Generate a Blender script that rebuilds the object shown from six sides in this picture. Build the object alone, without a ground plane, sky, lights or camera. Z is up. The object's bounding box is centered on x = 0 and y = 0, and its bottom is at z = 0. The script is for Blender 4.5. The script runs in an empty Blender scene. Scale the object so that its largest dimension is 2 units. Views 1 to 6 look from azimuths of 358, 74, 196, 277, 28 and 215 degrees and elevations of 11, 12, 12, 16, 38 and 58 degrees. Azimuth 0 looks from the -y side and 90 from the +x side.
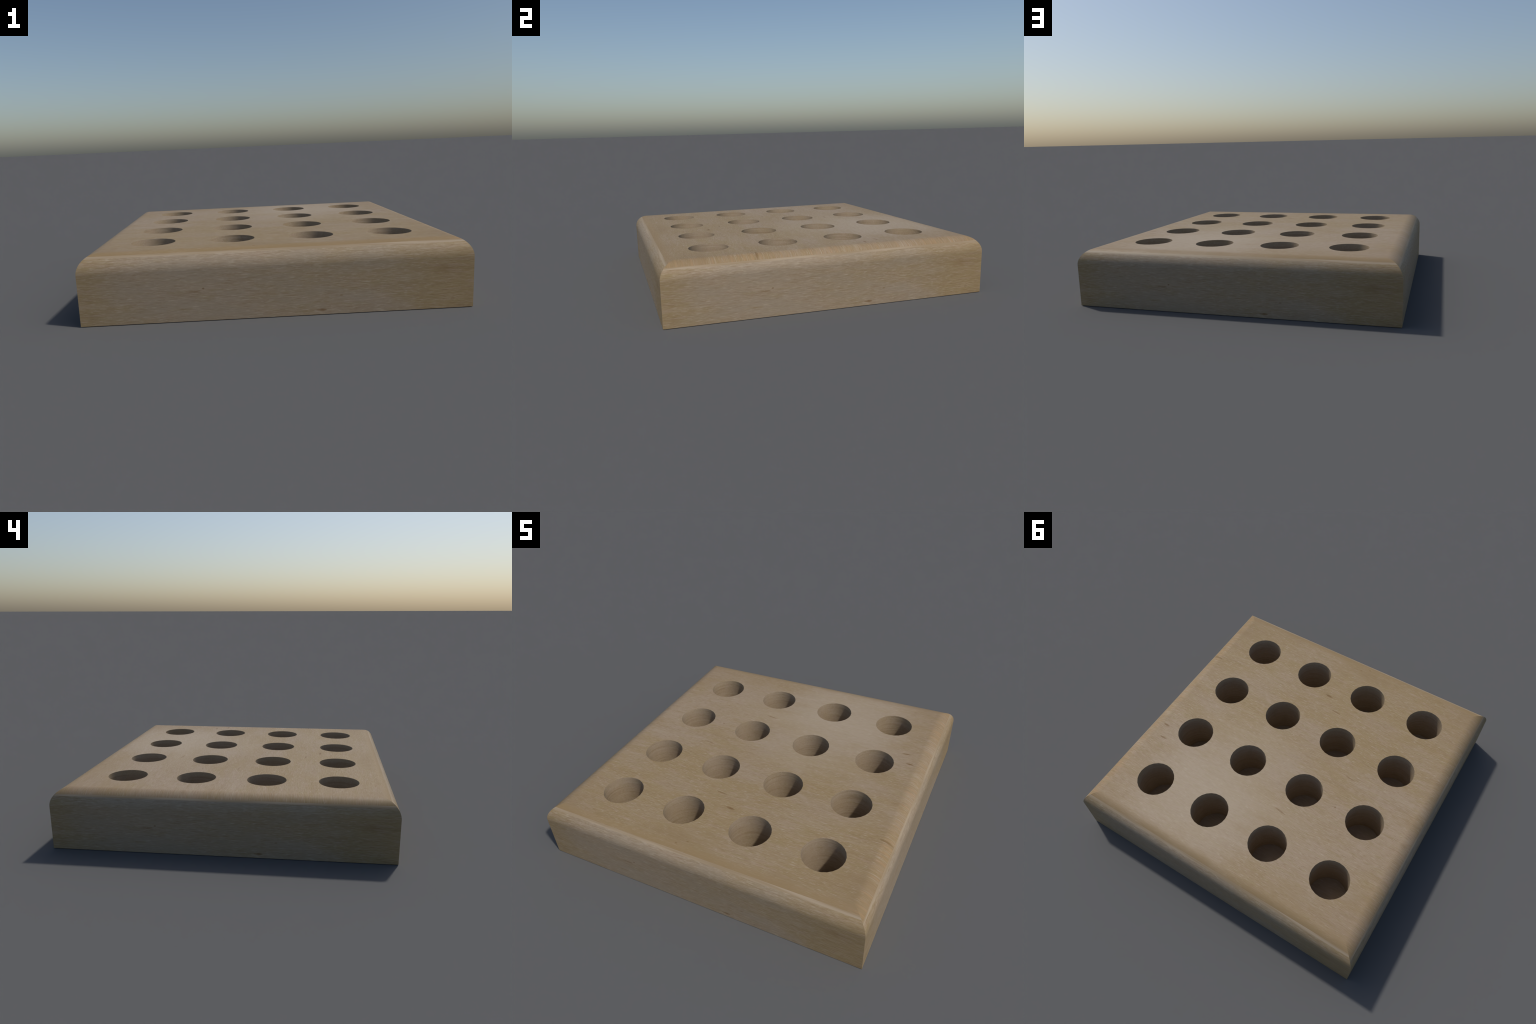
"""Square pale-wood block with a 4 x 4 grid of drilled blind holes and a rounded top edge."""
import bpy, math

# ------------------------------------------------------------------ sizes (m)
HALF = 1.0             # half of the square footprint
HEIGHT = 0.3596        # top plane
FILLET = 0.098         # radius of the rounded top edge
SEAM_Y = 60.0          # fillet angle where the front/back faces meet the top face
SEAM_X = 45.0          # the same for the left/right faces
HOLE_R = 0.1213
HOLE_FLOOR = 0.072
HOLE_SPAN = 0.655      # centre of the outer holes
HOLE_SHIFT_Y = -0.015  # the whole grid sits a little towards the front
SEGMENTS = 24          # facets of a hole
PITCH = 2 * HOLE_SPAN / 3
STEP = 2.5             # degrees per strip of the fillet


# ------------------------------------------------------------------ node helpers
class Graph:
    def __init__(self, name):
        self.mat = bpy.data.materials.new(name)
        self.mat.use_nodes = True
        self.nt = self.mat.node_tree
        self.nt.nodes.clear()

    def node(self, kind, inputs=(), **props):
        n = self.nt.nodes.new(kind)
        for k, v in props.items():
            setattr(n, k, v)
        for key, val in dict(inputs).items():
            if isinstance(val, bpy.types.NodeSocket):
                self.nt.links.new(val, n.inputs[key])
            else:
                n.inputs[key].default_value = val
        return n

    def math(self, op, a, b=0.0, clamp=False):
        return self.node('ShaderNodeMath', {0: a, 1: b}, operation=op, use_clamp=clamp).outputs[0]

    def vec(self, op, a, b=(0, 0, 0)):
        n = self.node('ShaderNodeVectorMath', {0: a, 1: b}, operation=op)
        return n.outputs['Value' if op == 'LENGTH' else 'Vector']

    def noise(self, vector, scale, detail=2.0, rough=0.5, distort=0.0):
        v = self.vec('MULTIPLY', vector, scale)
        return self.node('ShaderNodeTexNoise', {'Vector': v, 'Scale': 1.0, 'Detail': detail,
                                                'Roughness': rough, 'Distortion': distort}).outputs['Fac']

    def ramp(self, value, lo, hi, to_lo=0.0, to_hi=1.0, smooth=True):
        return self.node('ShaderNodeMapRange', {'Value': value, 'From Min': lo, 'From Max': hi,
                                                'To Min': to_lo, 'To Max': to_hi},
                         interpolation_type='SMOOTHSTEP' if smooth else 'LINEAR').outputs[0]

    def mix(self, fac, a, b, blend='MIX'):
        n = self.node('ShaderNodeMix', data_type='RGBA', blend_type=blend)
        n.clamp_factor = True
        for idx, val in ((0, fac), (6, a), (7, b)):
            if isinstance(val, bpy.types.NodeSocket):
                self.nt.links.new(val, n.inputs[idx])
            else:
                n.inputs[idx].default_value = val if idx == 0 else (*val, 1.0)
        return n.outputs[2]


# ------------------------------------------------------------------ wood
OCHRE = (0.302, 0.217, 0.113)
PINK = (0.326, 0.245, 0.162)
PALE = (0.435, 0.358, 0.264)
DARK = (0.215, 0.140, 0.070)
SPECK = (0.160, 0.080, 0.025)
ORANGE = (0.390, 0.245, 0.135)
GREY = (0.300, 0.246, 0.182)
BROWN = (0.245, 0.165, 0.088)
OLIVE = (0.290, 0.222, 0.110)
ROSE = (0.350, 0.255, 0.178)


def grain(g, p, seed, tint_bias=None, fleck=None, streaks=1.0):
    """Colour of the wood; p has the grain along its x, y across it."""
    p = g.vec('ADD', p, seed)
    wob = g.noise(p, (1.2, 2.5, 2.5), 1.0)
    shift = g.node('ShaderNodeCombineXYZ', {1: g.math('MULTIPLY', g.math('SUBTRACT', wob, 0.5), 0.05)}).outputs[0]
    p = g.vec('ADD', p, shift)
    blotch = g.noise(p, (1.6, 3.4, 3.4), 3.0, 0.55)
    tint = g.ramp(blotch, 0.36, 0.66)
    if tint_bias is not None:
        tint = g.math('ADD', tint, tint_bias, clamp=True)
    col = g.mix(tint, OCHRE, PINK)
    # broad soft streaks
    streak = g.noise(p, (3.0, 26.0, 26.0), 3.0, 0.6)
    col = g.mix(g.ramp(streak, 0.50, 0.72, 0, 0.24 * streaks), col, DARK)
    col = g.mix(g.ramp(streak, 0.48, 0.28, 0, 0.18 * streaks), col, PALE)
    # small two-tone mottling
    mottle = g.noise(g.vec('ADD', p, (8.3, 2.9, 6.1)), (8.0, 60.0, 60.0), 3.0, 0.65)
    col = g.mix(g.ramp(mottle, 0.50, 0.68, 0, 0.50), col, OLIVE)
    col = g.mix(g.ramp(mottle, 0.50, 0.32, 0, 0.50), col, ROSE)
    # fibres
    fibre = g.noise(p, (22.0, 225.0, 225.0), 3.0, 0.68)
    col = g.mix(g.ramp(fibre, 0.50, 0.70, 0, 0.52), col, DARK)
    col = g.mix(g.ramp(fibre, 0.49, 0.28, 0, 0.34), col, PALE)
    # short pale flecks
    bits = g.noise(g.vec('ADD', p, (4.1, 9.7, 2.3)), (26.0, 190.0, 190.0), 2.0, 0.55)
    amount = g.ramp(bits, 0.56, 0.74, 0, 0.66)
    if fleck is not None:
        amount = g.math('MULTIPLY', amount, fleck)
    col = g.mix(amount, col, PALE)
    return col, fibre, wob


def specks(g, col, p, marks):
    """Small brown dashes: (x, y, half length, half width, slope, strength)."""
    ragged = g.noise(p, (45.0, 260.0, 260.0), 3.0)
    for x, y, ln, wd, slope, strength in marks:
        q = g.vec('SUBTRACT', p, (x, y, 0))
        sep = g.node('ShaderNodeSeparateXYZ', {0: q})
        across = g.math('SUBTRACT', sep.outputs[1], g.math('MULTIPLY', sep.outputs[0], slope))
        a = g.math('MULTIPLY', sep.outputs[0], 1.0 / ln)
        b = g.math('MULTIPLY', across, 1.25 / wd)
        d = g.math('ADD', g.math('MULTIPLY', a, a), g.math('MULTIPLY', b, b))
        d = g.math('ADD', d, g.math('MULTIPLY', g.math('SUBTRACT', ragged, 0.5), 2.2))
        col = g.mix(g.ramp(d, 1.2, 0.1, 0, 0.85 * strength), col, SPECK)
    return col


def finish(g, col, fibre, bump=0.04, gloss=0.14):
    b = g.node('ShaderNodeBump', {'Height': fibre, 'Strength': bump, 'Distance': 0.004})
    rough = g.ramp(fibre, 0.3, 0.7, 0.48, 0.58)
    s = g.node('ShaderNodeBsdfPrincipled', {'Base Color': col, 'Roughness': rough,
                                            'Specular IOR Level': gloss, 'Normal': b.outputs[0]})
    out = g.node('ShaderNodeOutputMaterial')
    g.nt.links.new(s.outputs[0], out.inputs[0])
    return g.mat


def object_coords(g):
    return g.node('ShaderNodeTexCoord').outputs['Object']


def flat_coords(g, p, first, second):
    """2-D grain coordinates (first along the grain, second across)."""
    s = g.node('ShaderNodeSeparateXYZ', {0: p})
    return g.node('ShaderNodeCombineXYZ', {0: s.outputs[first], 1: s.outputs[second]}).outputs[0]


def top_material():
    g = Graph('wood_top')
    p = flat_coords(g, object_coords(g), 0, 1)
    s = g.node('ShaderNodeSeparateXYZ', {0: p})
    # the board is more ochre towards the front, greyer-pink towards the back
    bias = g.ramp(s.outputs[1], -0.75, 0.45, -0.45, 0.35)
    col, fibre, wob = grain(g, p, (3.0, 1.0, 0.0), tint_bias=bias)
    # a pale cloud behind the middle
    cloud = g.vec('MULTIPLY', g.vec('SUBTRACT', p, (0.22, 0.55, 0.0)), (1.15, 1.15, 1.0))
    away = g.math('ADD', g.vec('LENGTH', cloud), g.math('MULTIPLY', g.math('SUBTRACT', wob, 0.5), 0.7))
    col = g.mix(g.ramp(away, 0.90, 0.05, 0, 0.48), col, PALE)
    patch = g.noise(g.vec('ADD', p, (6.2, 3.3, 0.0)), (1.9, 4.2, 1), 4.0, 0.6)
    col = g.mix(g.ramp(patch, 0.52, 0.72, 0, 0.34), col, OCHRE)
    col = g.mix(g.ramp(patch, 0.60, 0.78, 0, 0.22), col, BROWN)
    px = g.math('POWER', g.math('ABSOLUTE', s.outputs[0]), 4.0)
    py = g.math('POWER', g.math('ABSOLUTE', s.outputs[1]), 4.0)
    border = g.math('ADD', g.math('ADD', px, py), g.math('MULTIPLY', g.math('SUBTRACT', patch, 0.5), 1.6))
    col = g.mix(g.ramp(border, 0.30, 1.45, 0, 0.42), col, BROWN)
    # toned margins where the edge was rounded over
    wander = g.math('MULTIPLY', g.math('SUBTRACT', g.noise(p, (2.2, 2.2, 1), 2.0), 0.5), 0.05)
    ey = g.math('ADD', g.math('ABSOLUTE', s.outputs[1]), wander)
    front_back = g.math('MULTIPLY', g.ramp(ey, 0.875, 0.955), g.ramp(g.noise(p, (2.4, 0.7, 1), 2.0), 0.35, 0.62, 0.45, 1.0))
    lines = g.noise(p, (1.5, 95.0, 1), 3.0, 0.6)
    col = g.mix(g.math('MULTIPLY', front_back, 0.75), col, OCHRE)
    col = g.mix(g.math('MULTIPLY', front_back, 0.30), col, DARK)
    ex = g.math('ADD', g.math('ABSOLUTE', s.outputs[0]), wander)
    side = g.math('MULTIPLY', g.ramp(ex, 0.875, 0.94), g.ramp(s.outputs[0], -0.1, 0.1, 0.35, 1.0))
    col = g.mix(g.math('MULTIPLY', side, g.ramp(lines, 0.50, 0.66, 0, 0.42)), col, ORANGE)
    col = g.mix(g.math('MULTIPLY', side, g.ramp(lines, 0.46, 0.32, 0, 0.34)), col, PALE)
    col = specks(g, col, p, [
        (-0.167, 0.412, 0.045, 0.008, -0.15, 0.55), (-0.088, -0.451, 0.040, 0.008, -0.10, 0.60),
        (0.026, -0.551, 0.032, 0.011, -0.10, 0.85), (0.821, 0.353, 0.032, 0.010, 0.0, 0.75),
        (0.867, 0.257, 0.028, 0.010, 0.0, 0.80), (0.930, -0.447, 0.045, 0.012, -0.1, 0.62),
        (-0.430, -0.027, 0.040, 0.007, -0.1, 0.45), (-0.111, -0.914, 0.010, 0.006, 0.0, 0.50),
        (-0.057, -0.881, 0.010, 0.006, 0.0, 0.50), (-0.448, 0.208, 0.008, 0.007, 0.0, 0.65),
        (0.897, -0.134, 0.050, 0.018, 0.2, 0.22)])
    return finish(g, col, fibre)


SIDE_MARKS = [
    (0.219, 0.024, 0.028, 0.009, 0.0, 0.80), (-0.376, 0.167, 0.007, 0.006, 0.0, 0.80),
    (-0.423, 0.153, 0.040, 0.006, 0.10, 0.35), (0.320, 0.096, 0.010, 0.006, 0.0, 0.40),
    (0.893, 0.048, 0.012, 0.014, 0.0, 0.30), (0.858, 0.200, 0.060, 0.040, 0.0, 0.13)]


def side_material():
    g = Graph('wood_side')
    p = flat_coords(g, object_coords(g), 0, 2)
    s = g.node('ShaderNodeSeparateXYZ', {0: p})
    # pinker and more flecked in the middle, ochre at both ends
    u = g.math('ABSOLUTE', g.math('ADD', s.outputs[0], 0.1))
    bias = g.ramp(u, 0.45, 1.0, 0.30, -0.55)
    fleck = g.ramp(u, 0.60, 1.05, 1.15, 0.35)
    col, fibre, wob = grain(g, p, (-5.0, 7.0, 0.0), tint_bias=bias, fleck=fleck, streaks=1.15)
    grey = g.noise(p, (2.6, 9.0, 1), 4.0, 0.65)
    col = g.mix(g.math('MULTIPLY', g.ramp(u, 0.98, 0.55), g.ramp(grey, 0.36, 0.62, 0.15, 0.60)), col, GREY)
    col = g.mix(g.ramp(g.noise(p, (9.0, 130.0, 1), 3.0, 0.65), 0.52, 0.68, 0, 0.34), col, DARK)
    dashes = g.noise(g.vec('ADD', p, (1.7, 0.0, 0.0)), (16.0, 190.0, 1), 3.0, 0.6)
    col = g.mix(g.math('MULTIPLY', fleck, g.ramp(dashes, 0.53, 0.68, 0, 0.50)), col, PALE)
    # a denser cloud of pale flecks up at the rounding
    cloud = g.noise(p, (24.0, 120.0, 1), 3.0, 0.65)
    up = g.ramp(g.math('ADD', s.outputs[1], g.math('MULTIPLY', wob, 0.06)), 0.27, 0.34)
    col = g.mix(g.math('MULTIPLY', g.math('MULTIPLY', up, fleck), g.ramp(cloud, 0.48, 0.74, 0, 0.42)), col, PALE)
    col = specks(g, col, p, SIDE_MARKS)
    return finish(g, col, fibre)


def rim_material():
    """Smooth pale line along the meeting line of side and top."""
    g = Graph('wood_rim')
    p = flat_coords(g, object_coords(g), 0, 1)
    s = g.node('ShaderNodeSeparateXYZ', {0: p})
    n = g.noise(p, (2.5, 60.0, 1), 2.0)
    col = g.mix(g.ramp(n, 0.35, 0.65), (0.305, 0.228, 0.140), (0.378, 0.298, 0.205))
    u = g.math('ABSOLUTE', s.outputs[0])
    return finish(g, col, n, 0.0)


def hole_material():
    g = Graph('wood_hole')
    p = g.vec('ADD', object_coords(g), g.node('ShaderNodeObjectInfo').outputs['Location'])
    col, fibre, wob = grain(g, p, (1.0, 2.0, 5.0), tint_bias=0.45)
    col = g.mix(0.22, col, PALE)
    # turned rings left by the drill
    rings = g.noise(p, (3.5, 3.5, 110.0), 3.0, 0.65)
    col = g.mix(g.ramp(rings, 0.50, 0.70, 0, 0.36), col, DARK)
    col = g.mix(g.ramp(rings, 0.48, 0.30, 0, 0.34), col, PALE)
    return finish(g, col, fibre)


# ------------------------------------------------------------------ mesh helper
def build_mesh(name, faces, materials):
    """faces: list of (corner positions, corner normals, material index); welds equal positions."""
    verts, index, polys, normals, mats = [], {}, [], [], []
    for pts, nrm, mi in faces:
        ids = []
        for p in pts:
            k = tuple(round(c, 6) for c in p)
            if k not in index:
                index[k] = len(verts)
                verts.append(p)
            ids.append(index[k])
        polys.append(ids)
        normals.extend(nrm)
        mats.append(mi)
    me = bpy.data.meshes.new(name)
    me.from_pydata(verts, [], polys)
    me.polygons.foreach_set('material_index', mats)
    me.polygons.foreach_set('use_smooth', [True] * len(polys))
    for m in materials:
        me.materials.append(m)
    me.update()
    me.normals_split_custom_set(normals)
    return me


def add_part(name, mesh, parent, loc=(0, 0, 0), rot=0.0):
    o = bpy.data.objects.new(name, mesh)
    bpy.context.scene.collection.objects.link(o)
    o.parent = parent
    o.location = loc
    o.rotation_euler = (0, 0, rot)
    return o


def turn(p, quarter):
    for _ in range(quarter):
        p = (-p[1], p[0], p[2])
    return p


# positions of the vertices along an edge, as a fraction -1..1: six spans per hole, so all borders share vertices
RADIAL = [math.tan(math.radians(a)) for a in range(-45, 46, 15)]
EDGE = []
for c in range(4):
    EDGE += [(c - 1.5 + 0.5 * t) / 2.0 for t in RADIAL[(1 if c else 0):]]


def profile(deg):
    """Inset from the outer side, height and outward normal of the fillet at an angle."""
    a = math.radians(deg)
    return FILLET * (1 - math.cos(a)), HEIGHT - FILLET + FILLET * math.sin(a), (0, -math.cos(a), math.sin(a))


def strip(row_a, row_b, mat, quarter=0):
    """Quads between two edge rows (inset, z, normal) of the front side, turned by quarters."""
    out = []
    (da, za, na), (db, zb, nb) = row_a, row_b
    for s, t in zip(EDGE, EDGE[1:]):
        a, b = HALF - da, HALF - db
        pts = [(s * a, -a, za), (t * a, -a, za), (t * b, -b, zb), (s * b, -b, zb)]
        out.append(([turn(p, quarter) for p in pts], [turn(n, quarter) for n in (na, na, nb, nb)], mat))
    return out


def angles(lo, hi):
    n = int(round((hi - lo) / STEP))
    return [lo + STEP * i for i in range(n + 1)]


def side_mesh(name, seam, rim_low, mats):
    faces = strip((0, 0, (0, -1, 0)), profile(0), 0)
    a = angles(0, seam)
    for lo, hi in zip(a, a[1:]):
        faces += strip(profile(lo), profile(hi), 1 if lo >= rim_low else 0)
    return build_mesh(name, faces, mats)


def top_mesh(mats):
    up = (0, 0, 1)
    faces = []
    half = PITCH / 2
    flat = HALF - FILLET
    ring = [(math.cos(2 * math.pi * k / SEGMENTS), math.sin(2 * math.pi * k / SEGMENTS)) for k in range(SEGMENTS)]
    for i in range(4):
        for j in range(4):
            cx = (i - 1.5) * PITCH
            cy = (j - 1.5) * PITCH + HOLE_SHIFT_Y
            inner = [(cx + HOLE_R * c, cy + HOLE_R * s, HEIGHT) for c, s in ring]
            outer = [(cx + half * c / max(abs(c), abs(s)), cy + half * s / max(abs(c), abs(s)), HEIGHT) for c, s in ring]
            for k in range(SEGMENTS):
                m = (k + 1) % SEGMENTS
                faces.append(([inner[k], outer[k], outer[m], inner[m]], [up] * 4, 0))
    # margin between the drilled field and the start of the rounding
    field = 2 * PITCH
    for q in range(4):
        for s, t in zip(EDGE, EDGE[1:]):
            def inner_pt(f):
                x, y, z = turn((f * field, -field, HEIGHT), q)
                return (x, y + HOLE_SHIFT_Y, z)
            def outer_pt(f):
                return turn((f * flat, -flat, HEIGHT), q)
            faces.append(([outer_pt(s), outer_pt(t), inner_pt(t), inner_pt(s)], [up] * 4, 0))
        a = angles(SEAM_Y if q % 2 == 0 else SEAM_X, 90.0)
        for lo, hi in zip(a, a[1:]):
            faces += strip(profile(lo), profile(hi), 0, q)
    return build_mesh('top_face', faces, mats)


def hole_mesh(mats):
    """Wall and flat floor of one blind hole; origin on the top plane at its axis."""
    faces = []
    ring = [(math.cos(2 * math.pi * k / SEGMENTS), math.sin(2 * math.pi * k / SEGMENTS)) for k in range(SEGMENTS)]
    floor = HOLE_FLOOR - HEIGHT
    for k in range(SEGMENTS):
        a, b = ring[k], ring[(k + 1) % SEGMENTS]
        pa, pb = (HOLE_R * a[0], HOLE_R * a[1]), (HOLE_R * b[0], HOLE_R * b[1])
        na, nb = (-a[0], -a[1], 0), (-b[0], -b[1], 0)
        faces.append(([(*pb, floor), (*pa, floor), (*pa, 0.0), (*pb, 0.0)], [nb, na, na, nb], 0))
        faces.append(([(*pa, floor), (*pb, floor), (0, 0, floor)], [(0, 0, 1)] * 3, 0))
    return build_mesh('hole', faces, mats)


def underside_mesh(mats):
    ring = [turn((f * HALF, -HALF, 0.0), q) for q in range(4) for f in EDGE[:-1]]
    return build_mesh('underside', [(list(reversed(ring)), [(0, 0, -1)] * len(ring), 0)], mats)


# ------------------------------------------------------------------ assembly
def main():
    block = bpy.data.objects.new('wooden_peg_block', None)
    bpy.context.scene.collection.objects.link(block)
    block['label'] = 'square pale wooden block with sixteen round drilled holes'
    block['category'] = 'wooden rack'

    top, side, rim, bore = top_material(), side_material(), rim_material(), hole_material()
    add_part('top_face', top_mesh([top]), block)
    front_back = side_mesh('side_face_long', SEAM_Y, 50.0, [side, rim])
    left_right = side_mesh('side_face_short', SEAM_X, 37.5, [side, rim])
    for q in range(4):
        add_part('side_face', front_back if q % 2 == 0 else left_right, block, rot=q * math.pi / 2)
    add_part('underside', underside_mesh([side]), block)
    hole = hole_mesh([bore])
    for j in range(4):
        for i in range(4):
            add_part('hole', hole, block,
                     ((i - 1.5) * PITCH, (j - 1.5) * PITCH + HOLE_SHIFT_Y, HEIGHT))


main()
